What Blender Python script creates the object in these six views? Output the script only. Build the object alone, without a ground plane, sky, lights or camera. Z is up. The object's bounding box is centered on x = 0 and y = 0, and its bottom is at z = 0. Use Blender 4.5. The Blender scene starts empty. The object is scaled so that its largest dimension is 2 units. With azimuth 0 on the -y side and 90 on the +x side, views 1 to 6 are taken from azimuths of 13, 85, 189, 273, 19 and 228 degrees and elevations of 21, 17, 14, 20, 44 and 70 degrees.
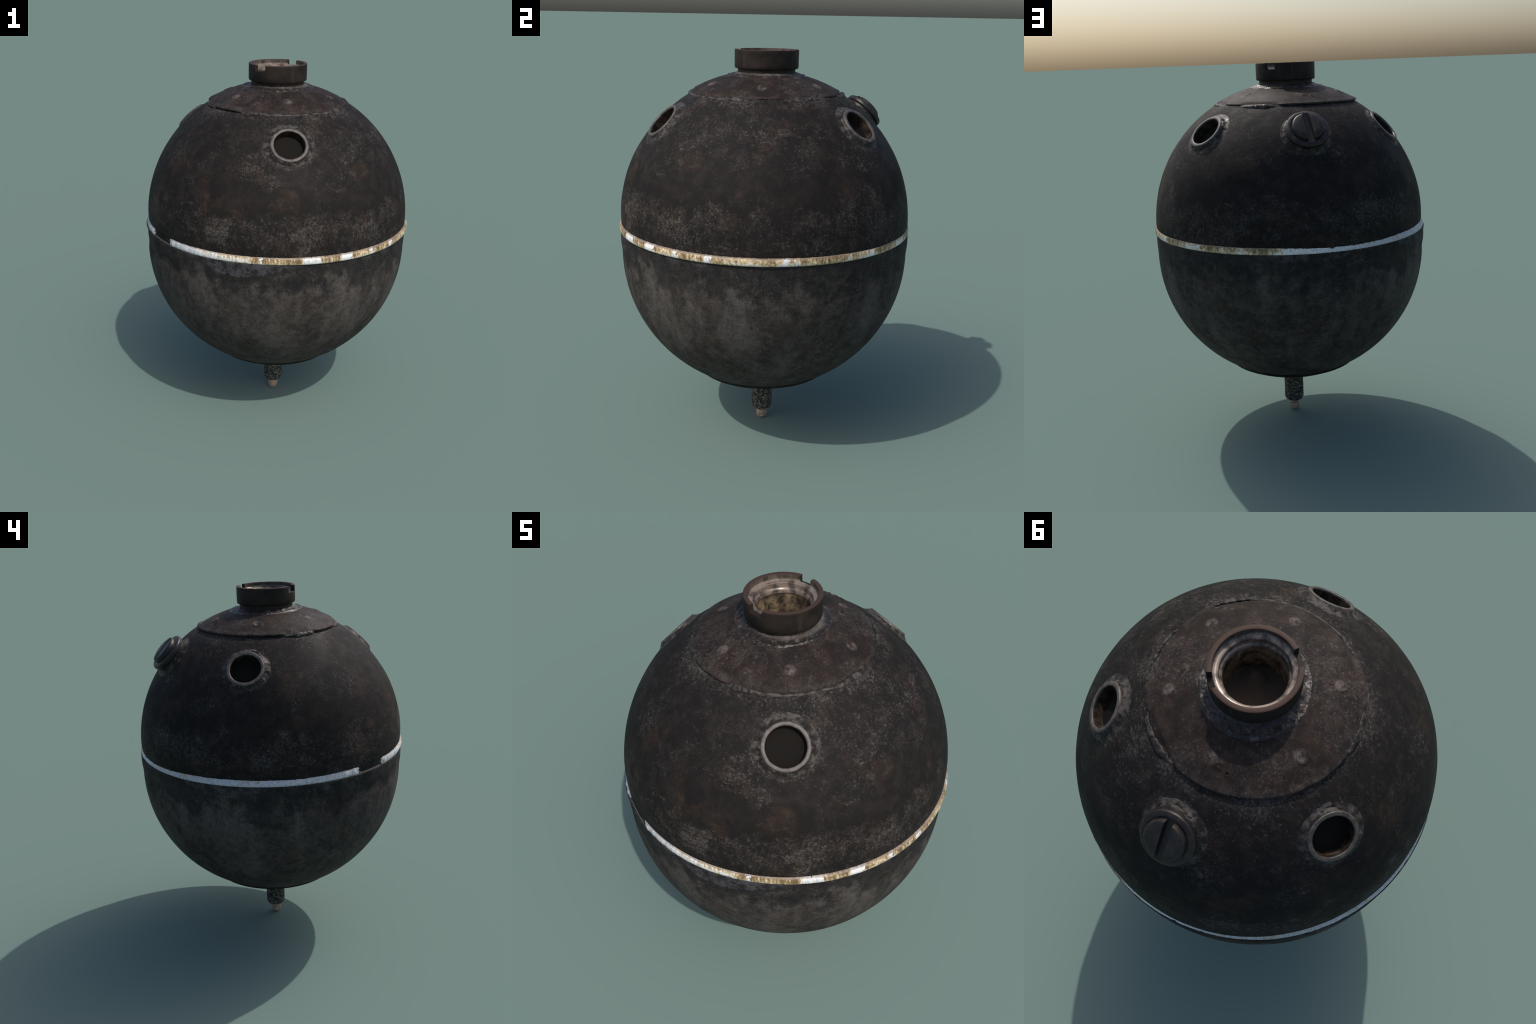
import bpy, math
import numpy as np
from mathutils import Matrix, Vector

# ------------------------------------------------------------------ helpers
def _hash(ix, iy, iz, seed):
    h = (ix * 374761393 + iy * 668265263 + iz * 2147483647 + seed * 144665) & 0xFFFFFFFF
    h = ((h ^ (h >> 13)) * 1274126177) & 0xFFFFFFFF
    h = ((h ^ (h >> 16)) * 2246822519) & 0xFFFFFFFF
    return ((h ^ (h >> 15)) & 0xFFFFFF) / float(0xFFFFFF)

def noise(p, scale, seed=0):
    """smooth value noise, -1..1, p is (..., 3)"""
    q = np.asarray(p, float) * scale + 57.3
    i = np.floor(q).astype(np.int64)
    f = q - i
    f = f * f * f * (f * (f * 6 - 15) + 10)
    out = 0.0
    for dx in (0, 1):
        for dy in (0, 1):
            for dz in (0, 1):
                w = (f[..., 0] if dx else 1 - f[..., 0]) * (f[..., 1] if dy else 1 - f[..., 1]) * (f[..., 2] if dz else 1 - f[..., 2])
                out = out + w * _hash(i[..., 0] + dx, i[..., 1] + dy, i[..., 2] + dz, seed)
    return out * 2 - 1

def fbm(p, scale, octaves=3, seed=0):
    v, a = 0.0, 1.0
    for k in range(octaves):
        v = v + a * noise(p, scale * 2.03 ** k, seed + 11 * k)
        a *= 0.5
    return v / 1.75

def smooth(x, a, b):
    t = np.clip((np.asarray(x, float) - a) / (b - a), 0, 1)
    return t * t * (3 - 2 * t)

def arc_mask(az, spans, soft=3.0):
    """1 inside the listed azimuth spans (degrees), soft ends"""
    m = np.zeros_like(az)
    for a, b in spans:
        mid, half = (a + b) / 2, (b - a) / 2
        d = np.abs((az - mid + 180) % 360 - 180)
        m = np.maximum(m, 1 - smooth(d, half - soft, half + soft))
    return m

def direction(az, el):
    a, e = math.radians(az), math.radians(el)
    return np.array([math.cos(e) * math.sin(a), -math.cos(e) * math.cos(a), math.sin(e)])

def lathe_angles(n):
    """azimuths in degrees, 0 on -y, 90 on +x"""
    return np.arange(n) * 360.0 / n

def grid_faces(rows, cols, closed=True):
    faces = []
    for i in range(rows - 1):
        a, b = i * cols, (i + 1) * cols
        for j in range(cols if closed else cols - 1):
            k = (j + 1) % cols
            faces.append((a + j, a + k, b + k, b + j))
    return faces

def make_object(name, verts, faces, mat, parent=None, smooth_angle=None, matrix=None, mesh=None):
    if mesh is None:
        mesh = bpy.data.meshes.new(name)
        mesh.from_pydata([tuple(map(float, v)) for v in verts], [], faces)
        mesh.validate()
        mesh.materials.append(mat)
        mesh.polygons.foreach_set("use_smooth", [True] * len(mesh.polygons))
        if smooth_angle:
            mesh.set_sharp_from_angle(angle=math.radians(smooth_angle))
        mesh.update()
    ob = bpy.data.objects.new(name, mesh)
    bpy.context.scene.collection.objects.link(ob)
    if parent:
        ob.parent = parent
    if matrix is not None:
        ob.matrix_local = matrix
    return ob

def lathe(profile, n, offset=(0, 0), disp=None, cap_last=False, cap_first=False, az=None):
    """profile: (m,2) r,z from one end to the other. Faces look outwards when z falls along it."""
    az = lathe_angles(n) if az is None else az
    n = len(az)
    prof = np.asarray(profile, float)
    m = len(prof)
    A = np.radians(az)
    if prof.ndim == 2:
        R = np.repeat(prof[:, 0:1], n, 1)
        Z = np.repeat(prof[:, 1:2], n, 1)
    else:
        R, Z = prof[..., 0], prof[..., 1]
    P = np.stack([R * np.sin(A)[None], -R * np.cos(A)[None], Z], -1)
    if disp is not None:
        P = disp(P, np.repeat(az[None], m, 0), R, Z)
    P = P + np.array([offset[0], offset[1], 0])
    verts = P.reshape(-1, 3)
    faces = [f[::-1] for f in grid_faces(m, n)]
    if cap_last:
        c = P[-1].mean(0)
        verts = np.vstack([verts, c])
        k = len(verts) - 1
        faces += [((m - 1) * n + (j + 1) % n, (m - 1) * n + j, k) for j in range(n)]
    if cap_first:
        c = P[0].mean(0)
        verts = np.vstack([verts, c])
        k = len(verts) - 1
        faces += [(j, (j + 1) % n, k) for j in range(n)]
    return verts, faces

def fine(profile, step):
    """resample a polyline so that no piece is longer than step, keeping its corners"""
    p = np.asarray(profile, float)
    out = [p[0]]
    for a, b in zip(p[:-1], p[1:]):
        k = max(1, int(math.ceil(np.linalg.norm(b - a) / step)))
        out += [a + (b - a) * t / k for t in range(1, k + 1)]
    return np.array(out)

# ------------------------------------------------------------------ sizes
UP_Z, UP_R, UP_OFF = 1.157, 0.735, (-0.0005, 0.0015)
LO_Z, LO_R, LO_OFF, LO_FLAT = 0.993, 0.7365, (-0.0037, 0.0020), 0.9965
DOME_Z, DOME_R, DOME_OFF = 1.1425, 0.757, (-0.0085, -0.0035)
NECK_OFF = (-0.0085, 0.0)
SEAM_Z, SEAM_R = 1.1295, 0.7445
RIM_R = 0.3705
UP_C = np.array([UP_OFF[0], UP_OFF[1], UP_Z])
SOCKETS = [(17.7, 43.7, 0.7470), (139.5, 44.0, 0.7490), (-100.4, 42.9, 0.7465)]
PLUG = (-161.2, 43.2)
SCARS = [(21.2, .288, .026, 1.0), (81.0, .285, .018, .8), (143.5, .286, .019, .7), (-153.5, .304, .020, .9),
         (-98.0, .295, .024, -.9), (-40.0, .297, .020, 1.0), (-37.0, .252, .012, .8), (-147.5, .318, .010, -.7), (4.0, .300, .007, .8)]
SLOTS = [(-48, -19), (77, 97), (131, 150), (-177, -76)]
TACKS = [(-74, -50), (-17, -1), (50, 74), (100, 122), (154, 178)]

# ------------------------------------------------------------------ materials
class Nodes:
    def __init__(self, name):
        self.mat = bpy.data.materials.new(name)
        self.mat.use_nodes = True
        self.t = self.mat.node_tree
        self.t.nodes.clear()
        self.out = self.t.nodes.new("ShaderNodeOutputMaterial")
        self.bsdf = self.t.nodes.new("ShaderNodeBsdfPrincipled")
        self.t.links.new(self.bsdf.outputs[0], self.out.inputs[0])
        tc = self.t.nodes.new("ShaderNodeTexCoord")
        self.obj = tc.outputs["Object"]
        self._sep = None

    def link(self, a, sock):
        if hasattr(a, "is_linked"):
            self.t.links.new(a, sock)
        else:
            sock.default_value = a

    def math(self, op, a, b=0.0, c=0.0, clamp=False):
        n = self.t.nodes.new("ShaderNodeMath")
        n.operation, n.use_clamp = op, clamp
        for v, s in zip((a, b, c), n.inputs):
            self.link(v, s)
        return n.outputs[0]

    def xyz(self):
        if self._sep is None:
            n = self.t.nodes.new("ShaderNodeSeparateXYZ")
            self.t.links.new(self.obj, n.inputs[0])
            self._sep = n.outputs
        return self._sep

    def rho(self):
        x, y, z = self.xyz()
        return self.math("SQRT", self.math("ADD", self.math("MULTIPLY", x, x), self.math("MULTIPLY", y, y)))

    def azimuth(self):
        x, y, z = self.xyz()
        return self.math("MULTIPLY", self.math("ARCTAN2", x, self.math("MULTIPLY", y, -1.0)), 180 / math.pi)

    def mapping(self, scale=(1, 1, 1), loc=(0, 0, 0), vec=None):
        n = self.t.nodes.new("ShaderNodeMapping")
        n.inputs["Scale"].default_value, n.inputs["Location"].default_value = scale, loc
        self.t.links.new(vec or self.obj, n.inputs["Vector"])
        return n.outputs[0]

    def noise(self, scale, detail=4, rough=.55, vec=None, dist=0.0, loc=None):
        n = self.t.nodes.new("ShaderNodeTexNoise")
        n.inputs["Scale"].default_value, n.inputs["Detail"].default_value = scale, detail
        n.inputs["Roughness"].default_value, n.inputs["Distortion"].default_value = rough, dist
        if loc:
            vec = self.mapping(loc=loc, vec=vec)
        self.t.links.new(vec or self.obj, n.inputs["Vector"])
        return n.outputs["Fac"]

    def voronoi(self, scale, vec=None, feature="F1", rand=1.0):
        n = self.t.nodes.new("ShaderNodeTexVoronoi")
        n.feature = feature
        n.inputs["Scale"].default_value = scale
        n.inputs["Randomness"].default_value = rand
        self.t.links.new(vec or self.obj, n.inputs["Vector"])
        return n.outputs["Distance"]

    def ramp(self, fac, a, b, lo=0.0, hi=1.0):
        n = self.t.nodes.new("ShaderNodeMapRange")
        n.interpolation_type = "SMOOTHSTEP"
        for v, k in ((fac, 0), (a, 1), (b, 2), (lo, 3), (hi, 4)):
            self.link(v, n.inputs[k])
        return n.outputs[0]

    def mix(self, fac, a, b):
        n = self.t.nodes.new("ShaderNodeMix")
        n.data_type = "RGBA"
        self.link(fac, n.inputs[0])
        for v, s in ((a, n.inputs[6]), (b, n.inputs[7])):
            if isinstance(v, tuple):
                s.default_value = (*v, 1.0)
            else:
                self.t.links.new(v, s)
        return n.outputs[2]

    def mul(self, *f):
        r = f[0]
        for k in f[1:]:
            r = self.math("MULTIPLY", r, k)
        return r

    def distance(self, point):
        n = self.t.nodes.new("ShaderNodeVectorMath")
        n.operation = "DISTANCE"
        self.t.links.new(self.obj, n.inputs[0])
        n.inputs[1].default_value = tuple(point)
        return n.outputs["Value"]

    def bump(self, height, strength=.3, dist=.004):
        n = self.t.nodes.new("ShaderNodeBump")
        n.inputs["Strength"].default_value, n.inputs["Distance"].default_value = strength, dist
        self.link(height, n.inputs["Height"])
        self.t.links.new(n.outputs[0], self.bsdf.inputs["Normal"])

    def finish(self, colour, rough=.6, metallic=0.0, spec=.5):
        self.link(colour if not isinstance(colour, tuple) else (*colour, 1.0), self.bsdf.inputs["Base Color"])
        self.link(rough, self.bsdf.inputs["Roughness"])
        self.link(metallic, self.bsdf.inputs["Metallic"])
        self.link(spec, self.bsdf.inputs["Specular IOR Level"])
        return self.mat

SOCKET_POINTS = [tuple(UP_C + (r - .012) * direction(a, e)) for a, e, r in SOCKETS] + [tuple(UP_C + .735 * direction(*PLUG))]

def painted_iron(name, kind):
    """old black paint on iron: brown rust, grey dusty speckle, worn pale edges"""
    g = Nodes(name)
    x, y, z = g.xyz()
    az = g.azimuth()
    big = g.noise(2.3, 3, .5)
    mid = g.noise(6.0, 6, .62, loc=(3, 1, 7))
    mott = g.noise(15, 9, .70, loc=(1, 9, 2))
    flake = g.noise(34, 11, .76, loc=(4, 4, 8))
    dust = g.noise(84, 8, .76, loc=(2, 6, 5))
    speck = g.noise(88, 3, .6, vec=g.mapping(scale=(1, 1, 1.25), loc=(7, 2, 9)))
    grain = g.noise(170, 5, .7, loc=(5, 5, 5))
    patch = g.noise(4.2, 5, .62, loc=(2, 7, 3))
    thr = g.math("SUBTRACT", .630, g.mul(g.ramp(patch, .34, .68), .085))      # lower = more flaking
    thr = g.math("SUBTRACT", thr, g.mul(g.math("SUBTRACT", mott, .5), .13))
    scuff = g.noise(8.5, 8, .70, vec=g.mapping(scale=(1, 1, 2.6), loc=(6, 1, 2)))
    thr = g.math("SUBTRACT", thr, g.ramp(scuff, .55, .68, 0.0, .075))
    if kind == "lower":
        col = g.mix(g.ramp(g.math("ADD", g.mul(mott, .5), g.mul(flake, .5)), .41, .59), (.0310, .0280, .0265), (.0740, .0635, .0575))
        tall = g.noise(5.0, 6, .60, vec=g.mapping(scale=(1, 1, .22), loc=(8, 2, 4)))
        col = g.mix(g.mul(g.ramp(tall, .44, .66), .75), col, g.mix(g.ramp(flake, .36, .62), (.084, .0745, .0690), (.130, .1180, .1100)))
        brown = g.noise(8, 7, .66, loc=(5, 2, 2))
        col = g.mix(g.mul(g.ramp(brown, .52, .66), .55), col, (.056, .0405, .0315))
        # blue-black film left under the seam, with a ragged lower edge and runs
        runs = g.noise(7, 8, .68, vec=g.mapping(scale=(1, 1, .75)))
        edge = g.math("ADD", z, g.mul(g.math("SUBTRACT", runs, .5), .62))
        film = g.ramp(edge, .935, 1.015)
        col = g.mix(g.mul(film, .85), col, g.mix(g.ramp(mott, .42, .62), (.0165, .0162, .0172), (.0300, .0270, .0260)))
        drip = g.noise(30, 4, .6, vec=g.mapping(scale=(1, 1, .09)))
        col = g.mix(g.mul(g.ramp(drip, .60, .70), g.ramp(z, .78, 1.0), g.ramp(big, .40, .6), g.ramp(flake, .40, .60), .75), col, (.066, .067, .074))
        # grey-blue wash hanging under the seam in a few places
        for mid_az, wide, depth in ((-3, 27, .070), (-72, 13, .042), (-108, 22, .050), (-165, 30, .030), (55, 14, .022)):
            d = g.math("ABSOLUTE", g.math("SUBTRACT", az, float(mid_az)))
            sag = g.mul(g.ramp(d, float(wide), 0.0), depth)
            bottom = g.math("SUBTRACT", 1.100, sag)
            ragged = g.math("ADD", z, g.mul(g.math("SUBTRACT", mott, .5), .07))
            wash = g.ramp(ragged, bottom, g.math("ADD", bottom, .010))
            col = g.mix(g.mul(wash, g.ramp(d, float(wide), wide * .7), .85 if depth > .06 else .6, g.ramp(g.math("ADD", g.mul(flake, .6), g.mul(mott, .4)), .42, .60)), col, (.088, .087, .102))
        thr = g.math("ADD", thr, .012)
        pale = (.094, .083, .076)
    else:
        if kind == "plate":
            col = g.mix(g.ramp(mott, .40, .62), (.0205, .0150, .0128), (.0400, .0280, .0228))
        else:
            col = g.mix(g.ramp(mott, .42, .64), (.0142, .0124, .0118), (.0245, .0200, .0180))
        col = g.mix(g.mul(g.ramp(mid, .50, .66), .55), col, (.0145, .0140, .0145))
        rust = g.noise(5.0, 7, .66, loc=(11, 3, 5))
        col = g.mix(g.mul(g.ramp(rust, .53, .68), .7), col, g.mix(g.ramp(flake, .40, .62), (.030, .0205, .0160), (.056, .0365, .0250)))
        pale = (.094, .081, .073)
    if kind == "upper":
        # a belt of denser flaking above the seam, a cleaner belt above that
        belt = g.math("ADD", z, g.mul(g.math("SUBTRACT", mid, .5), .45))
        thr = g.math("SUBTRACT", thr, g.mul(g.ramp(belt, 1.40, 1.31), g.ramp(belt, 1.14, 1.24), .040))
        thr = g.math("ADD", thr, g.mul(g.ramp(belt, 1.34, 1.40), g.ramp(belt, 1.53, 1.47), .060))
        # chalky bloom round the sockets and along the foot of the top plate
        for p in SOCKET_POINTS:
            d = g.math("ADD", g.distance(p), g.mul(g.math("SUBTRACT", mott, .5), .10))
            thr = g.math("SUBTRACT", thr, g.mul(g.ramp(d, .152, .108), .080))
        rr = g.math("ADD", g.rho(), g.mul(g.math("SUBTRACT", mott, .5), .13))
        thr = g.math("SUBTRACT", thr, g.mul(g.ramp(rr, .455, .392), .062))
        # flaked islands low on the front and by the left of the front socket
        for p, r, k in (((-.14, -.705, 1.275), .075, .085), ((-.185, -.69, 1.225), .05, .075), ((-.02, -.60, 1.55), .08, .07), ((.30, -.66, 1.25), .09, .06)):
            d = g.math("ADD", g.distance(p), g.mul(g.math("SUBTRACT", g.noise(11, 6, .7, vec=g.mapping(scale=(1, 1, 2.2), loc=p)), .5), .34))
            thr = g.math("SUBTRACT", thr, g.mul(g.ramp(d, r, r * .45), k))
    f1 = g.ramp(flake, g.math("SUBTRACT", thr, .10), g.math("ADD", thr, .10))
    f2 = g.ramp(dust, g.math("SUBTRACT", thr, .030), g.math("ADD", thr, .090))
    col = g.mix(g.mul(f1, .36 if kind == "lower" else .23), col, pale)
    f3 = g.ramp(speck, g.math("ADD", thr, .020), g.math("ADD", thr, .120))
    col = g.mix(g.mul(f3, .5), col, (.128, .114, .104))
    col = g.mix(g.mul(f2, .62 if kind == "lower" else .54), col, g.mix(g.ramp(mott, .40, .60), (.080, .064, .056), (.118, .108, .102)))
    if kind == "plate":
        rr = g.rho()
        # six ground-off fastenings, evenly round the plate
        a = g.math("DIVIDE", g.math("SUBTRACT", az, 21.0), 60.0)
        a = g.math("MULTIPLY", g.math("SUBTRACT", a, g.math("ROUND", a)), math.radians(60) * .29)
        dr = g.math("SUBTRACT", rr, .291)
        d = g.math("SQRT", g.math("ADD", g.math("MULTIPLY", a, a), g.math("MULTIPLY", dr, dr)))
        d = g.math("ADD", d, g.mul(g.math("SUBTRACT", flake, .5), .030))
        col = g.mix(g.mul(g.ramp(d, .027, .015), g.ramp(flake, .38, .56), .75), col, (.150, .125, .112))
        rim = g.math("ADD", rr, g.mul(g.math("SUBTRACT", mott, .5), .06))
        col = g.mix(g.mul(g.ramp(rim, .345, .380), g.ramp(flake, .40, .60), .35), col, (.095, .085, .078))
    if kind == "bottom":
        col = g.mix(.22, col, (.013, .0120, .0115))
        col = g.mix(g.mul(g.ramp(mott, .55, .66), g.ramp(g.rho(), .345, .360), .7), col, (.055, .036, .028))
    # a few raw orange rust pips
    pip = g.ramp(g.voronoi(15), .050, .025)
    col = g.mix(g.mul(pip, g.ramp(g.noise(7, 2, .5, loc=(7, 7, 1)), .57, .66), .8), col, (.19, .060, .024))
    # fine salt-and-pepper
    col = g.mix(g.mul(g.ramp(grain, .56, .42), .35), col, (.0100, .0095, .0098))
    g.bump(g.math("ADD", g.mul(flake, 1.0), g.mul(grain, .35)), .32, .004)
    rough = g.ramp(mid, .3, .7, .58, .74)
    return g.finish(col, g.math("SUBTRACT", rough, .06) if kind == "plate" else rough, 0.0, .11 if kind == "plate" else .09)

def weld_metal(name, dark=(.0205, .0175, .0160), pale=(.078, .069, .063), spec=.14):
    g = Nodes(name)
    n1, n2 = g.noise(34, 5, .65), g.noise(90, 4, .65, loc=(2, 3, 4))
    col = g.mix(g.ramp(n1, .50 if spec > .5 else .44, .68 if spec > .5 else .62), dark, pale)
    col = g.mix(g.mul(g.ramp(n2, .58, .70), .4), col, (.095, .085, .078))
    col = g.mix(g.mul(g.ramp(g.noise(21, 4, .6, loc=(9, 1, 1)), .57, .68), .6), col, (.055, .028, .018))
    if spec > .5:
        ring = g.math("ADD", g.rho(), g.mul(g.math("SUBTRACT", n1, .5), .02))
        col = g.mix(g.mul(g.ramp(ring, .162, .150), .55), col, (.125, .112, .104))
    g.bump(n2, .2, .002)
    return g.finish(col, g.ramp(n1, .3, .7, .36, .56), 0.0, .42 if spec > .5 else spec)

def collar_metal():
    g = Nodes("blackened_collar")
    x, y, z = g.xyz()
    n1, n2 = g.noise(11, 5, .6), g.noise(70, 5, .65)
    col = g.mix(g.ramp(n1, .38, .68), (.0125, .0105, .0095), (.027, .0205, .0165))
    worn = g.ramp(g.math("ADD", z, g.mul(g.math("SUBTRACT", n1, .5), .012)), 1.9155, 1.9115)
    col = g.mix(g.mul(worn, g.ramp(n2, .4, .6), .5), col, (.060, .045, .036))
    streak = g.noise(30, 3, .5, vec=g.mapping(scale=(1, 1, .08)))
    col = g.mix(g.mul(g.ramp(streak, .58, .74), .35), col, (.055, .046, .040))
    # inside: upper wall darkened as shade, fillet lightened for sun glints; top edge brown
    r = g.math("SQRT", g.math("ADD", g.math("POWER", g.math("SUBTRACT", x, NECK_OFF[0]), 2.0), g.math("POWER", g.math("SUBTRACT", y, NECK_OFF[1]), 2.0)))
    inside = g.ramp(r, .1415, .1385)
    top = g.ramp(z, 1.9962, 1.9995)
    col = g.mix(g.mul(inside, g.ramp(z, 1.90, 1.93)), col, g.mix(g.math("ADD", g.ramp(z, 1.986, 1.976), 0.0), g.mix(g.ramp(g.noise(26, 5, .6, vec=g.mapping(scale=(1, 1, .5))), .38, .65), (.045, .036, .030), (.12, .098, .083)), g.mix(g.ramp(g.noise(22, 4, .6), .36, .62), (.075, .058, .046), (.29, .232, .188))))
    col = g.mix(g.mul(top, .85), col, (.062, .037, .028))
    g.bump(n2, .2, .002)
    rough = g.math("SUBTRACT", .55, g.mul(inside, .25))
    return g.finish(col, rough, g.mul(inside, g.ramp(z, 1.986, 1.976), .35), g.ramp(g.mul(inside, g.ramp(z, 1.990, 1.978)), 0.0, 1.0, .14, .55))

def bore_metal():
    g = Nodes("stained_bore")
    n1 = g.noise(24, 6, .68)
    n2 = g.noise(13, 5, .6, vec=g.mapping(scale=(1, 1, .5), loc=(3, 3, 3)))
    col = g.mix(g.ramp(n1, .36, .66), (.026, .0200, .0145), (.20, .150, .092))
    col = g.mix(g.mul(g.ramp(n2, .52, .70), .8), col, (.48, .37, .20))
    g.bump(n1, .5, .006)
    return g.finish(col, .6, 0.0, .4)

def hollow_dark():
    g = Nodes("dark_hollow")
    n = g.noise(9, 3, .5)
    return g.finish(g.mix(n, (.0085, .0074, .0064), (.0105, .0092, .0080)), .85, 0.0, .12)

def lit_floor_tint():
    g = Nodes("floor_tinted_sunlit")
    n = g.noise(11, 4, .55)
    return g.finish(g.mix(n, (.055, .0450, .0360), (.120, .0990, .0780)), .9, 0.0, .1)  # base colour raised so the bore bottom looks struck by sun

def socket_metal():
    g = Nodes("worn_socket")
    n1, n2 = g.noise(30, 5, .62), g.noise(110, 4, .6)
    col = g.mix(g.ramp(n1, .36, .66), (.045, .0365, .0315), (.105, .088, .077))
    col = g.mix(g.mul(g.ramp(n2, .55, .70), .4), col, (.045, .027, .019))
    g.bump(n2, .25, .002)
    return g.finish(col, .5, 0.0, .5)

def thread_metal():
    g = Nodes("brassy_thread")
    n1 = g.noise(26, 5, .62)
    col = g.mix(g.ramp(n1, .36, .66), (.014, .0112, .0092), (.066, .050, .038))
    return g.finish(col, .30, .15, .7)

def plug_metal():
    g = Nodes("blackened_plug")
    n1, n2 = g.noise(28, 5, .62), g.noise(70, 4, .66, loc=(3, 3, 3))
    col = g.mix(g.ramp(n1, .40, .68), (.0135, .0118, .0110), (.032, .0250, .0210))
    col = g.mix(g.mul(g.ramp(n2, .62, .74), .6), col, (.12, .108, .10))
    g.bump(n2, .25, .002)
    return g.finish(col, .42, 0.0, .35)

def seam_putty():
    """white putty, tan weathering over the upper part, cracked across"""
    g = Nodes("cracked_putty")
    x, y, z = g.xyz()
    az = g.azimuth()
    comb = g.t.nodes.new("ShaderNodeCombineXYZ")     # unrolled: along the seam, up
    g.link(g.mul(az, math.radians(1) * SEAM_R), comb.inputs[0])
    g.link(z, comb.inputs[1])
    uv = comb.outputs[0]
    blotch = g.noise(72, 7, .70, vec=g.mapping(scale=(1, .62, 1), vec=uv))
    stretch = g.noise(7.5, 4, .6, vec=g.mapping(scale=(1, .1, 1), loc=(4, 0, 0), vec=uv))
    long_n = g.noise(1.6, 2, .5, vec=g.mapping(scale=(1, .1, 1), loc=(9, 0, 0), vec=uv))
    fine_n = g.noise(120, 5, .66, vec=g.mapping(scale=(1, .6, 1), vec=uv))
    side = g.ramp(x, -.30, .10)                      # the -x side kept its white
    up = g.ramp(z, 1.113, 1.146, -.03, .075)
    stain = g.math("ADD", g.math("ADD", blotch, up), g.mul(g.math("SUBTRACT", stretch, .5), .85))
    stain = g.math("ADD", stain, g.mul(g.math("SUBTRACT", long_n, .5), .3))
    stain = g.math("ADD", stain, g.ramp(x, -.42, .10, -.085, .150))
    for a0, w0 in ((-33.5, 3.5), (26, 3.6), (40.5, 2.6), (53, .9), (66, 1.2), (6, .7), (93, 1.0), (-57, 5)):
        dd = g.math("ABSOLUTE", g.math("ADD", g.math("SUBTRACT", az, float(a0)), g.mul(g.math("SUBTRACT", blotch, .5), 7.0)))
        stain = g.math("SUBTRACT", stain, g.ramp(dd, w0 * 1.2, w0 * .8, 0.0, .30))
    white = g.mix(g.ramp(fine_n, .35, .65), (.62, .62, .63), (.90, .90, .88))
    white = g.mix(g.ramp(x, -.15, -.50), white, g.mix(g.ramp(fine_n, .35, .65), (.36, .375, .405), (.62, .635, .665)))  # white dimmed and blued towards -x, baking in that side's shade
    tan = g.mix(g.ramp(stain, .58, .80), (.62, .48, .27), (.165, .108, .054))
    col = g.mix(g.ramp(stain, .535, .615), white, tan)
    low = g.ramp(g.math("ADD", z, g.mul(g.math("SUBTRACT", blotch, .5), .014)), 1.1165, 1.1120)
    col = g.mix(g.mul(low, side, .75), col, (.25, .235, .105))
    # upper edge thin and dirty
    high = g.ramp(g.math("ADD", z, g.mul(g.math("SUBTRACT", fine_n, .5), .010)), 1.1425, 1.1465)
    col = g.mix(g.mul(high, .70), col, g.mix(g.ramp(blotch, .42, .58), (.085, .060, .045), (.34, .27, .22)))
    # cracks across, in runs
    hair = g.noise(95, 3, .6, vec=g.mapping(scale=(1, .10, 1), loc=(1, 5, 0), vec=uv))
    cr = g.mul(g.ramp(g.math("ABSOLUTE", g.math("SUBTRACT", hair, .5)), .014, .004), g.ramp(g.noise(9, 2, .5, vec=uv), .46, .58))
    col = g.mix(g.mul(cr, .8), col, (.075, .055, .038))
    chip = g.ramp(g.noise(46, 4, .55, vec=g.mapping(scale=(1, 1.2, 1), loc=(9, 9, 0), vec=uv)), .665, .70)
    col = g.mix(g.mul(chip, g.ramp(z, 1.118, 1.135), .9), col, (.018, .016, .014))
    # inside the break: dark iron, with a pale sliver left on the lower lip
    d = g.math("ABSOLUTE", g.math("SUBTRACT", g.math("ADD", az, g.mul(g.math("SUBTRACT", blotch, .5), 7.0)), -44.6))
    bare = g.mul(g.ramp(d, 7.6, 7.0), g.ramp(z, 1.1130, 1.1150))
    col = g.mix(bare, col, (.0150, .0138, .0138))
    lip = g.mul(g.ramp(d, 7.6, 7.0), g.ramp(z, 1.1150, 1.1130))
    col = g.mix(lip, col, g.mix(g.ramp(blotch, .4, .6), (.09, .08, .072), (.20, .185, .17)))
    g.bump(g.math("SUBTRACT", g.mul(fine_n, .6), g.mul(cr, 1.5)), .35, .004)
    return g.finish(col, .42, 0.0, .5)

def pipe_metal():
    g = Nodes("lichen_spotted_pipe")
    n1 = g.noise(62, 4, .62, vec=g.mapping(scale=(1, 1, .6)))
    n2 = g.noise(95, 4, .6, loc=(3, 1, 1))
    col = g.mix(g.ramp(n1, .42, .60), (.016, .0145, .013), (.062, .058, .050))
    col = g.mix(g.mul(g.ramp(n2, .52, .63), .9), col, (.27, .25, .18))
    g.bump(n1, .6, .004)
    return g.finish(col, .7, 0.0, .3)

def tip_metal():
    g = Nodes("rusted_thread")
    n1 = g.noise(90, 4, .62, vec=g.mapping(scale=(.6, .6, 1.6)))
    col = g.mix(g.ramp(n1, .36, .64), (.21, .145, .100), (.47, .37, .275))
    g.bump(n1, .4, .003)
    return g.finish(col, .75, 0.0, .3)

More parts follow.
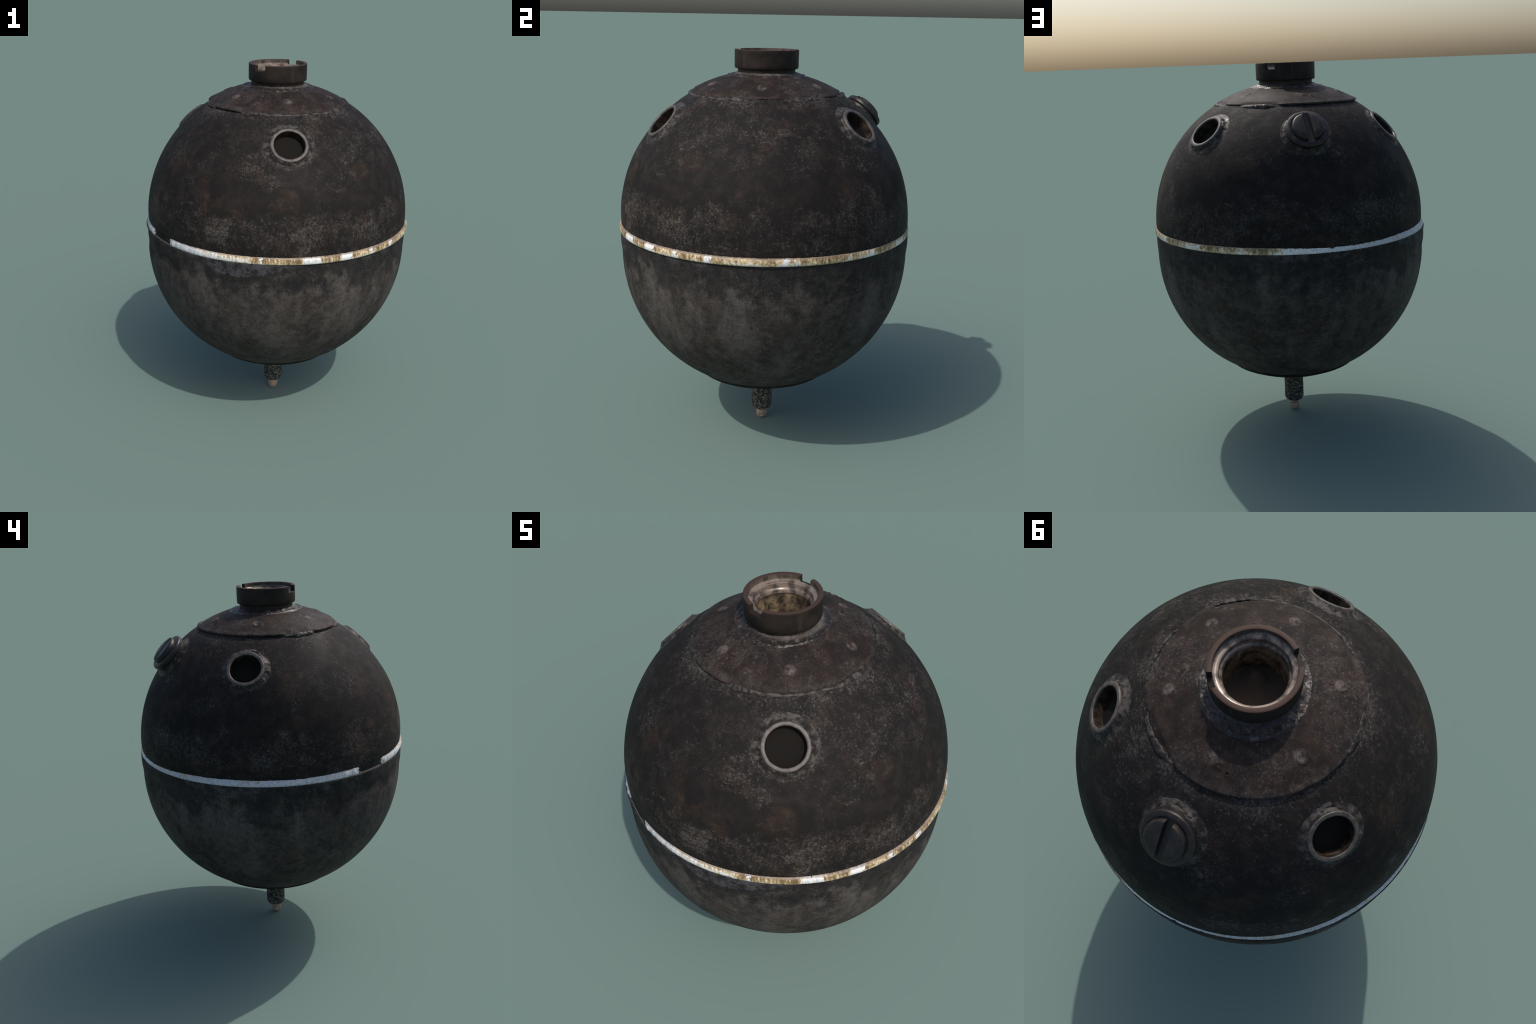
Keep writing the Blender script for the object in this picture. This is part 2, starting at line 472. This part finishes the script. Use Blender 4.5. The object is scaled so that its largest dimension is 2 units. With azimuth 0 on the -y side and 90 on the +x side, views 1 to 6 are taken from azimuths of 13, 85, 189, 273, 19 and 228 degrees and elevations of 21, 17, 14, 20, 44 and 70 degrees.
M_BOT = painted_iron("painted_iron_bottom", "bottom")
M_UP, M_LO, M_PL = painted_iron("painted_iron_upper", "upper"), painted_iron("painted_iron_lower", "lower"), painted_iron("painted_iron_plate", "plate")
M_WELD = weld_metal("dusty_weld")
M_NECKWELD = weld_metal("bright_weld", (.0185, .0148, .0130), (.100, .083, .073), .501)
M_FLOOR = lit_floor_tint()
M_COLLAR, M_BORE, M_DARK = collar_metal(), bore_metal(), hollow_dark()
M_SOCKET, M_THREAD, M_PLUG = socket_metal(), thread_metal(), plug_metal()
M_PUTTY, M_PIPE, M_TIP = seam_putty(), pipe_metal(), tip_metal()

# ------------------------------------------------------------------ the thing
mine = bpy.data.objects.new("naval_mine", None)
bpy.context.scene.collection.objects.link(mine)
mine["label"] = "rusty black spherical naval mine with pale seam and open sockets"
mine["category"] = "naval mine"

# ---- upper shell: a half sphere over a short skirt, pierced by the sockets
def build_upper():
    n, rows = 840, 250
    el = np.linspace(math.degrees(math.acos(.335 / UP_R)), 0.0, rows)
    prof = [(UP_R * math.cos(math.radians(e)), UP_Z + UP_R * math.sin(math.radians(e))) for e in el]
    prof += [(UP_R, 1.151), (UP_R - .001, 1.146), (UP_R - .002, 1.13), (UP_R - .004, 1.10)]
    def disp(P, az, R, Z):
        C = np.array([0, 0, UP_Z])
        d = P - C
        L = np.linalg.norm(d, axis=-1, keepdims=True)
        h = .0014 * fbm(P, 2.6, 2, 5) + .0005 * fbm(P, 22, 3, 9)
        # pressed out of round: fuller on the left front and at the back
        h = h + .0078 * arc_mask(az, [(-58, 8)], 34) * smooth(Z, 1.10, 1.26) * (1 - smooth(Z, 1.42, 1.70))
        h = h + .0060 * arc_mask(az, [(-170, -134)], 16) * smooth(Z, 1.08, 1.20) * (1 - smooth(Z, 1.36, 1.60))
        h = h - .0030 * arc_mask(az, [(-115, -90)], 20) * (1 - smooth(Z, 1.14, 1.24))
        return C + d * (1 + (h[..., None] / L))
    verts, faces = lathe(prof, n, UP_OFF, disp)
    cut = np.zeros(len(verts), bool)
    for (a, e) in [s[:2] for s in SOCKETS] + [PLUG]:
        d = direction(a, e)
        q = verts - UP_C
        t = q @ d
        r = np.linalg.norm(q - t[:, None] * d, axis=1)
        cut |= (t > 0) & (r < .0885)
    keep = ~cut
    idx = np.cumsum(keep) - 1
    faces = [tuple(int(idx[i]) for i in f) for f in faces if keep[list(f)].all()]
    make_object("upper_shell", verts[keep], faces, M_UP, mine)

def build_lower():
    n = 720
    el = np.linspace(0, math.degrees(math.acos(.26 / LO_R)), 210)
    prof = [(.715, 1.1125), (.735, 1.1135), (.7405, 1.1120), (.7425, 1.1085)]
    prof += [(LO_R + .0058 * smooth(z, LO_Z, 1.062), z) for z in np.linspace(1.103, LO_Z + .004, 20)]
    prof += [(LO_R * math.cos(math.radians(e)), LO_Z - LO_FLAT * LO_R * math.sin(math.radians(e))) for e in el]
    def disp(P, az, R, Z):
        C = np.array([0, 0, LO_Z])
        d = P - C
        d[..., 2] = np.minimum(d[..., 2], 0)
        L = np.linalg.norm(d, axis=-1, keepdims=True)
        h = .0016 * fbm(P, 2.4, 2, 25) + .0004 * fbm(P, 25, 3, 29)
        P = P + d / L * h[..., None]
        P[..., 0] -= .003 * smooth(Z, .99, 1.06)
        pull = (.0110 * arc_mask(az, [(-160, -132)], 14) + .0075 * arc_mask(az, [(-88, -50)], 14)) * smooth(Z, .95, 1.05) * (1 - smooth(Z, 1.098, 1.108))
        P[..., :2] *= (1 - pull / LO_R)[..., None]
        return P
    make_object("lower_shell", *lathe(prof, n, LO_OFF, disp), M_LO, mine)

# ---- top plate: shallow dome with a thick ragged edge
def build_plate():
    n = 900
    az = lathe_angles(n)
    slot = arc_mask(az, SLOTS)
    tack = arc_mask(az, TACKS, 2.0)
    dome = lambda r: DOME_Z + np.sqrt(DOME_R ** 2 - r ** 2)
    sphere = lambda r: UP_Z + np.sqrt(UP_R ** 2 - r ** 2)
    circ = np.stack([np.sin(np.radians(az)), np.cos(np.radians(az)), 0 * az], -1)
    edge = RIM_R + .0025 * fbm(circ, 3.0, 3, 3) + .0090 * slot + .003 * tack * fbm(circ, 9.0, 3, 4)
    droop = .004 * tack * (1 + fbm(circ, 12, 3, 8)) - .0015 * slot
    rows = []
    for r in np.linspace(.13, .352, 74):
        rows.append(np.stack([np.full(n, r), dome(np.full(n, r))], -1))
    top = dome(np.full(n, .352))
    for t, dz in ((.35, .0056), (.7, .0115), (.90, .0152), (.97, .0172), (1.0, .0205), (1.0, .0232)):
        r = .352 + (edge - .352) * t
        rows.append(np.stack([r, top - dz - droop * t + .0025 * slot * t], -1))
    under = edge - .003 - .019 * slot
    rows.append(np.stack([edge - .001 - .004 * slot, rows[-1][:, 1] - .0020], -1))
    rows.append(np.stack([under, rows[-1][:, 1] - .0015], -1))
    rows.append(np.stack([under - .002, sphere(under) - .012], -1))
    def disp(P, A, R, Z):
        h = .0010 * fbm(P, 5, 2, 41) + .0004 * fbm(P, 30, 3, 43)
        h = h * (R < .36)
        for a, r, w, s in SCARS:
            c = np.array([r * math.sin(math.radians(a)), -r * math.cos(math.radians(a))])
            q = P[..., :2] - c
            d = np.sqrt((q ** 2).sum(-1)) + .35 * w * fbm(P, 45, 2, int(r * 900))
            blob = 1 - smooth(d, .35 * w, w)
            core = 1 - smooth(d, 0, .55 * w)
            if s > 0:
                h = h + .0045 * s * blob * (1 + 1.1 * fbm(P, 55, 3, 77)) - .0035 * s * core
            else:
                h = h + .0040 * (1 - smooth(np.abs(d - .75 * w), .0, .4 * w)) * -s - .0070 * -s * core
        P[..., 2] += h
        return P
    make_object("top_plate", *lathe(np.array(rows), n, DOME_OFF, disp, az=az), M_PL, mine, 50)

# ---- weld run along the foot of the plate
def build_plate_weld():
    n, k = 1500, 14
    az = lathe_angles(n)
    tack = arc_mask(az, TACKS, 6)
    slot = arc_mask(az, SLOTS, 4)
    A = np.radians(az)
    u = np.stack([np.sin(A), -np.cos(A), 0 * A], -1)
    lump = fbm(u, 13, 3, 61)
    w = .0052 + .0036 * tack + .0045 * tack * lump + .0012 * fbm(u, 26, 2, 63) - .003 * slot
    w = np.clip(w, .0012, .014)
    rc = RIM_R + .0065 + .0030 * tack + .0025 * fbm(u, 8, 2, 66) - .010 * slot
    zc = UP_Z + np.sqrt(UP_R ** 2 - rc ** 2) - .002 + .0045 * tack
    th = np.arange(k) * 2 * math.pi / k
    P = np.zeros((n, k, 3))
    rr = rc[:, None] + w[:, None] * np.cos(th)[None] * 1.15
    zz = zc[:, None] + w[:, None] * np.sin(th)[None] - (rr - rc[:, None]) * .55
    P[..., 0], P[..., 1], P[..., 2] = rr * np.sin(A)[:, None], -rr * np.cos(A)[:, None], zz
    h = (.0012 + .0028 * tack[:, None]) * fbm(P, 75, 3, 70)
    P[..., 2] += h
    P[..., :2] *= 1 + .007 * tack[:, None, None] * fbm(P, 60, 3, 72)[..., None]
    P += np.array([DOME_OFF[0] * .5, 0, 0])
    faces = []
    for i in range(n):
        j = (i + 1) % n
        for t in range(k):
            s = (t + 1) % k
            faces.append((i * k + t, j * k + t, j * k + s, i * k + s)[::-1])
    make_object("weld_seam", P.reshape(-1, 3), faces, M_WELD, mine)

# ---- weld puddle round the neck
def build_neck_weld():
    n = 720
    rows = np.linspace(.137, .212, 34)
    dome = lambda r: DOME_Z + np.sqrt(DOME_R ** 2 - r ** 2)
    prof = np.stack([rows, dome(rows)], -1)
    def disp(P, az, R, Z):
        A = np.radians(az)
        u = np.stack([np.sin(A), -np.cos(A), 0 * A], -1)
        outer = .196 + .008 * fbm(u, 3.5, 3, 81)
        body = 1 - smooth(R, outer - .010, outer + .006)
        step = .0022 * body + (.0034 + .0016 * arc_mask(az, [(-50, 55)], 15)) * (1 - smooth(np.abs(R - (outer - .008)), 0, .007)) * (.6 + .7 * fbm(u, 9, 3, 84))
        inner = .0042 * (1 - smooth(R, .148, .172 + .008 * fbm(u, 11, 2, 86)))
        lumps = .0048 * body * fbm(P, 34, 3, 88)
        lumps = lumps + .0018 * body * fbm(P, 95, 3, 90)
        P[..., 2] += step + inner + lumps - .0035 * smooth(R, .200, .212) - .001
        return P
    make_object("neck_weld", *lathe(prof, n, NECK_OFF, disp), M_NECKWELD, mine)

# ---- locking collar with two bayonet notches, lined bore, filled bottom
def build_collar():
    az = list(np.arange(0, 360, 1.0))
    notches = [(-38.3, -13.3), (146.3, 168.2)]
    for a, b in notches:
        for e, s in ((a, 1), (b, -1)):
            az += [(e - s * .18) % 360, (e + s * .18) % 360, (e + s * .9) % 360]
    az = np.array(sorted(set(np.round(az, 4))))
    n = len(az)
    cut = np.zeros(n)
    for a, b in notches:
        mid, half = (a + b) / 2, (b - a) / 2
        cut[np.abs((az - mid + 180) % 360 - 180) < half] = 1
    outer = [(.1440, 1.868), (.1440, 1.890), (.1425, 1.897), (.1425, 1.9055), (.1440, 1.9080), (.1535, 1.9095), (.1568, 1.9118), (.1582, 1.9150), (.1585, 1.925), (.1585, 1.945), (.1585, 1.9600)]
    rim = [(.1585, 1.9650), (.1585, 1.982), (.1588, 1.9965), (.1580, 1.9990), (.1562, 2.0000), (.1425, 2.0000), (.1405, 1.9993), (.1396, 1.9975), (.1393, 1.990), (.1390, 1.9800)]
    inner = [(.1380, 1.9762), (.1355, 1.9742), (.1300, 1.9728), (.1225, 1.9715), (.1205, 1.9698), (.1195, 1.9650), (.1190, 1.9550), (.1178, 1.9515), (.1130, 1.9485), (.1105, 1.9445), (.1085, 1.9370), (.1080, 1.9320), (.1095, 1.9285)]
    rows = []
    for r, z in outer:
        rows.append(np.stack([np.full(n, r), np.full(n, z)], -1))
    for i, (r, z) in enumerate(rim):
        # in a notch the wall is folded down to the ledge
        low = 1.9665 + .0085 * (i / 9.0) ** 1.5
        rows.append(np.stack([np.full(n, r) + 0 * cut, np.where(cut > 0, low, z)], -1))
    for r, z in inner:
        rows.append(np.stack([np.full(n, r), np.full(n, z)], -1))
    def disp(P, A, R, Z):
        P[..., 2] += .0006 * fbm(P, 12, 2, 101)
        s = 1 + .004 * fbm(P, 9, 2, 103) + .0015 * fbm(P, 40, 2, 105)
        P[..., :2] *= s[..., None]
        P[..., 2] = np.minimum(P[..., 2], 2.0)
        return P
    v, f = lathe(np.array(rows), n, NECK_OFF, disp, az=az)
    v[:, 2] += 2.0 - v[:, 2].max()
    f = [q[::-1] for q in f]
    collar = make_object("locking_collar", v, f, M_COLLAR, mine, 32)
    def rough_wall(P, A, R, Z):
        P[..., :2] *= (1 + .03 * fbm(P, 14, 3, 111) + .012 * fbm(P, 50, 2, 113))[..., None]
        return P
    make_object("bore_wall", *lathe(fine([(.1095, 1.9310), (.1120, 1.9260), (.1120, 1.72)], .006)[::-1], 200, NECK_OFF, lambda P, A, R, Z: np.where((Z < 1.925)[..., None], rough_wall(P.copy(), A, R, Z), P)), M_BORE, collar)
    bowl = [(r, 1.768 + .020 * (r / .118) ** 2) for r in np.linspace(.118, .004, 26)]
    def floor_heap(P, A, R, Z):
        q = P[..., :2] - np.array([.058, -.045])
        P[..., 2] += .040 * np.exp(-(q ** 2).sum(-1) / .034 ** 2) + .004 * fbm(P, 26, 3, 131)
        return P
    v, f = lathe(bowl, 96, NECK_OFF, floor_heap, cap_last=True)
    make_object("bore_floor", v, [q[::-1] for q in f], M_FLOOR, collar)

# ---- sockets
def frame(az, el):
    d = direction(az, el)
    east = np.array([math.cos(math.radians(az)), math.sin(math.radians(az)), 0])
    up = np.cross(d, east)
    m = Matrix.Identity(4)
    for i in range(3):
        m[i][0], m[i][1], m[i][2], m[i][3] = east[i], up[i], d[i], UP_C[i]
    return m

def local_lathe(profile, n, disp=None, cap_last=False, cap_first=False):
    return lathe(profile, n, (0, 0), disp, cap_last, cap_first)

def socket_weld(seed, inner, outer, height):
    """lumpy fillet between a socket and the shell, in the socket's frame"""
    n = 300
    rows = np.linspace(inner, outer, 26)
    prof = np.stack([rows, np.sqrt(UP_R ** 2 - rows ** 2)], -1)
    def disp(P, az, R, Z):
        A = np.radians(az)
        u = np.stack([np.sin(A), -np.cos(A), 0 * A], -1)
        edge = (inner + (outer - inner) * .62) + .012 * fbm(u, 2.4, 3, seed)
        body = 1 - smooth(R, edge - .012, edge + .008)
        h = height * body * (.75 + .5 * fbm(u, 4, 2, seed + 3))
        h = h + .0095 * (1 - smooth(R, inner + .004, inner + .022 + .008 * fbm(u, 3, 2, seed + 9)))
        h = h + .0035 * body * fbm(P, 60, 3, seed + 5)
        groove = (1 - smooth(np.abs(R - (edge - .016)), .0, .006)) * smooth(fbm(u, 3, 2, seed + 7), .05, .4)
        h = h - .004 * groove
        k = smooth(R, outer - .006, outer)
        P[..., 2] += h * (1 - k) - .004 * k
        return P
    return local_lathe(prof, n, disp)

def build_sockets():
    ring_prof = [(.0975, -.035), (.0968, -.012), (.0963, -.0045), (.0952, -.0015), (.0930, 0), (.0825, 0), (.0800, -.0010), (.0788, -.0032)]
    v, f = local_lathe(fine(ring_prof, .004), 128, lambda P, A, R, Z: P * (1 + .014 * fbm(P, 24, 3, 7))[..., None])
    ring_mesh = make_object("horn_socket", v, [q[::-1] for q in f], M_SOCKET, None, 40)
    bore = [(.0794, -.0025)]
    for i in range(7):
        z = -.006 - i * .0062
        bore += [(.0788, z), (.0772, z - .0031)]
    bore += [(.0790, -.052)]
    v, f = local_lathe(bore, 128)
    bore_ob = make_object("socket_thread", v, [q[::-1] for q in f], M_THREAD, None, 60)
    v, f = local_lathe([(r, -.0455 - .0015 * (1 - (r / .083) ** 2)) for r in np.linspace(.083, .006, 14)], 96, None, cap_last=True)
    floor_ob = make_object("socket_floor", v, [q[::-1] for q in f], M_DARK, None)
    protos = [ring_mesh, bore_ob, floor_ob]
    for i, (a, e, r) in enumerate(SOCKETS):
        m = frame(a, e)
        ring = make_object("horn_socket", None, None, None, mine, mesh=ring_mesh.data, matrix=m @ Matrix.Translation((0, 0, r)) @ Matrix.Rotation(i * 2.1, 4, "Z"))
        make_object("socket_thread", None, None, None, ring, mesh=bore_ob.data)
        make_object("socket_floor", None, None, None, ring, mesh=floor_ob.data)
        v, f = socket_weld(200 + 31 * i, .091, .136, .0042)
        make_object("socket_weld", v, [q[::-1] for q in f], M_WELD, ring, matrix=(m @ Matrix.Translation((0, 0, r)) @ Matrix.Rotation(i * 2.1, 4, "Z")).inverted() @ m)
    for o in protos:
        bpy.data.objects.remove(o)

def build_plug():
    m = frame(*PLUG)
    # stepped screw plug: base boss, flange, slotted head
    prof = [(.096, .700), (.096, .752), (.0975, .7545), (.1035, .7560), (.1062, .7590), (.1068, .7710), (.1060, .7760), (.1030, .7805), (.0965, .7830), (.0880, .7845), (.0770, .7830)]
    v, f = local_lathe(fine(prof, .004), 144, lambda P, A, R, Z: P * (1 + .0015 * fbm(P, 25, 2, 301))[..., None], cap_last=True)
    plug = make_object("screw_plug", v, [q[::-1] for q in f], M_PLUG, mine, 35, matrix=m)
    # head: two half-discs either side of the driving slot
    for side, lo in ((1, .013), (-1, .015)):
        R = .0780
        drop = .0035 if side > 0 else 0.0
        a0 = math.asin(lo / R)
        def outline(rad, off):
            a = math.asin(off / rad)
            t = np.linspace(a, math.pi - a, 40)
            pts = [(rad * math.cos(s), rad * math.sin(s)) for s in t]
            x0, x1 = pts[-1][0], pts[0][0]
            pts += [(x0 + (x1 - x0) * k / 10, off) for k in range(1, 10)]
            return pts
        levels = [(R, lo, .778), (R, lo, .787), (R, lo, .797), (R - .0015, lo + .0006, .8020), (R - .005, lo + .0018, .8058), (R - .010, lo + .003, .8075), (R * .6, lo + .012, .8090)]
        verts, faces = [], []
        m_n = None
        for rad, off, z in levels:
            o = outline(rad, off)
            m_n = len(o)
            verts += [(x, side * y, z - drop * (z > .79)) for x, y in o]
        for i in range(len(levels) - 1):
            for j in range(m_n):
                k = (j + 1) % m_n
                q = (i * m_n + j, i * m_n + k, (i + 1) * m_n + k, (i + 1) * m_n + j)
                faces.append(q if side > 0 else q[::-1])
        top_i = (len(levels) - 1) * m_n
        loop = tuple(range(top_i, top_i + m_n))
        faces.append(loop if side > 0 else loop[::-1])
        V = np.array(verts)
        wob = fbm(V, 40, 2, 310 + side)
        V[:, 2] += .0010 * wob
        V[:, 1] += .0016 * fbm(V, 55, 2, 320) * (np.abs(V[:, 1]) < .02)
        turn = math.radians(90 + 3)
        c, s = math.cos(turn), math.sin(turn)
        V[:, :2] = np.stack([c * V[:, 0] - s * V[:, 1], s * V[:, 0] + c * V[:, 1]], -1)
        make_object("plug_head", V, faces, M_PLUG, plug, 38)
    v, f = socket_weld(420, .092, .132, .0080)
    make_object("socket_weld", v, [q[::-1] for q in f], M_WELD, plug)

# ---- putty bead in the seam; broken out for a short length on the left
def build_seam():
    n = 1800
    az = lathe_angles(n)
    A = np.radians(az)
    u = np.stack([np.sin(A), -np.cos(A), 0 * A], -1)
    gap = arc_mask(az, [(-52.5 , -36.8)], 1.0)
    far = arc_mask(az, [(-172, -62)], 22)           # here the bead is a slope running in under the upper shell
    swell = .0014 * fbm(u, 5, 3, 501) + .0022 * fbm(u, 30, 3, 503) - .0030 * smooth(fbm(u, 15, 2, 507), .42, .55)
    knob = .0060 * arc_mask(az, [(-35.6, -34.4)], 1.2) + .0030 * arc_mask(az, [(-32.5, -31.6)], 1.0) + .0042 * arc_mask(az, [(-54.6, -53.6)], 1.0) + .003 * arc_mask(az, [(-59, -58)], 1.0)
    prof = [(.7200, 1.1500), (.7320, 1.1500), (.7355, 1.1492), (.7385, 1.1468), (.7412, 1.1425), (.7432, 1.1370), (.7442, 1.1300), (.7442, 1.1225), (.7430, 1.1165), (.7412, 1.1128), (.7370, 1.1108), (.7200, 1.1095)]
    rows = []
    lip = fbm(u, 46, 3, 511)
    for i, (r, z) in enumerate(prof):
        mid = math.sin(math.pi * i / (len(prof) - 1))
        proud = .0062 * arc_mask(az, [(20, 96)], 18) - .0030 * arc_mask(az, [(-60, -26), (118, 178)], 12)
        rr = r + (swell + knob + proud) * mid - gap * (max(r - .7300, 0) if i < 9 else .002) - far * .009 * (1 - smooth(z, 1.1125, 1.1480)) * 0 - far * .010 * float(smooth(z, 1.112, 1.146))
        zz = z + .0016 * lip * (1 if i < 5 else .4)
        rag = 1.3 * fbm(u * np.array([1, 1, 0]) + np.array([0, 0, .05 * i]), 30, 2, 517)
        gap = arc_mask(az + rag * 1.5, [(-51.8 + .25 * abs(i - 6), -37.6 - .25 * abs(i - 6))], 2.0)
        rows.append(np.stack([rr, zz], -1))
    off = (-.0018, .0005)
    v, f = lathe(np.array(rows), n, off, None, az=az)
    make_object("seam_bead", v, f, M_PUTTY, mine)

# ---- bottom plate, drain pipe and its threaded tip
def build_bottom():
    n = 540
    az = lathe_angles(n)
    A = np.radians(az)
    u = np.stack([np.sin(A), -np.cos(A), 0 * A], -1)
    edge = .3600 + .003 * fbm(u, 3.5, 3, 601) + .0012 * fbm(u, 20, 2, 603)
    dome = lambda r: 1.0085 - np.sqrt(.757 ** 2 - r ** 2)
    top = LO_Z - LO_FLAT * np.sqrt(LO_R ** 2 - edge ** 2)
    rows = [np.stack([edge - .012, top + .012], -1), np.stack([edge - .0005, top + .0015], -1), np.stack([edge + .0012, top - .0020], -1), np.stack([edge - .0005, dome(edge) + .003], -1), np.stack([edge - .003, dome(edge - .003) + .0005], -1)]
    for r in np.linspace(.345, .02, 50):
        rows.append(np.stack([np.full(n, r), np.full(n, dome(r))], -1))
    def disp(P, az, R, Z):
        P[..., 2] += (.0012 * fbm(P, 7, 2, 611) + .0006 * fbm(P, 30, 3, 613)) * (R < .34)
        return P
    v, f = lathe(np.array(rows), n, (-.0015, .0018), disp, cap_last=True, az=az)
    make_object("bottom_plate", v, f, M_BOT, mine, 40)
    prof = fine([(.0545, .285), (.0553, .16), (.0552, .086), (.0540, .076), (.0490, .0665), (.0430, .0625), (.024, .0620)], .004)
    v, f = lathe(prof, 120, (0.0005, 0.0004), lambda P, A, R, Z: P + np.stack([P[..., 0], P[..., 1], 0 * Z], -1) * (.035 * fbm(P, 38, 3, 621))[..., None], cap_last=True)
    pipe = make_object("drain_pipe", v, f, M_PIPE, mine, 60)
    thread = [(.0270, .0680)]
    for i in range(8):
        z = .0630 - i * .0056
        thread += [(.0292, z), (.0278, z - .0028)]
    thread += [(.0290, .0165), (.0275, .0105), (.0240, .0045), (.0200, .0010), (.0150, 0.0)]
    v, f = lathe(thread, 72, (0.0012, 0.0002), None, cap_last=True)
    make_object("threaded_tip", v, f, M_TIP, pipe, 50)

build_upper()
build_lower()
build_plate()
build_plate_weld()
build_neck_weld()
build_collar()
build_sockets()
build_plug()
build_seam()
build_bottom()
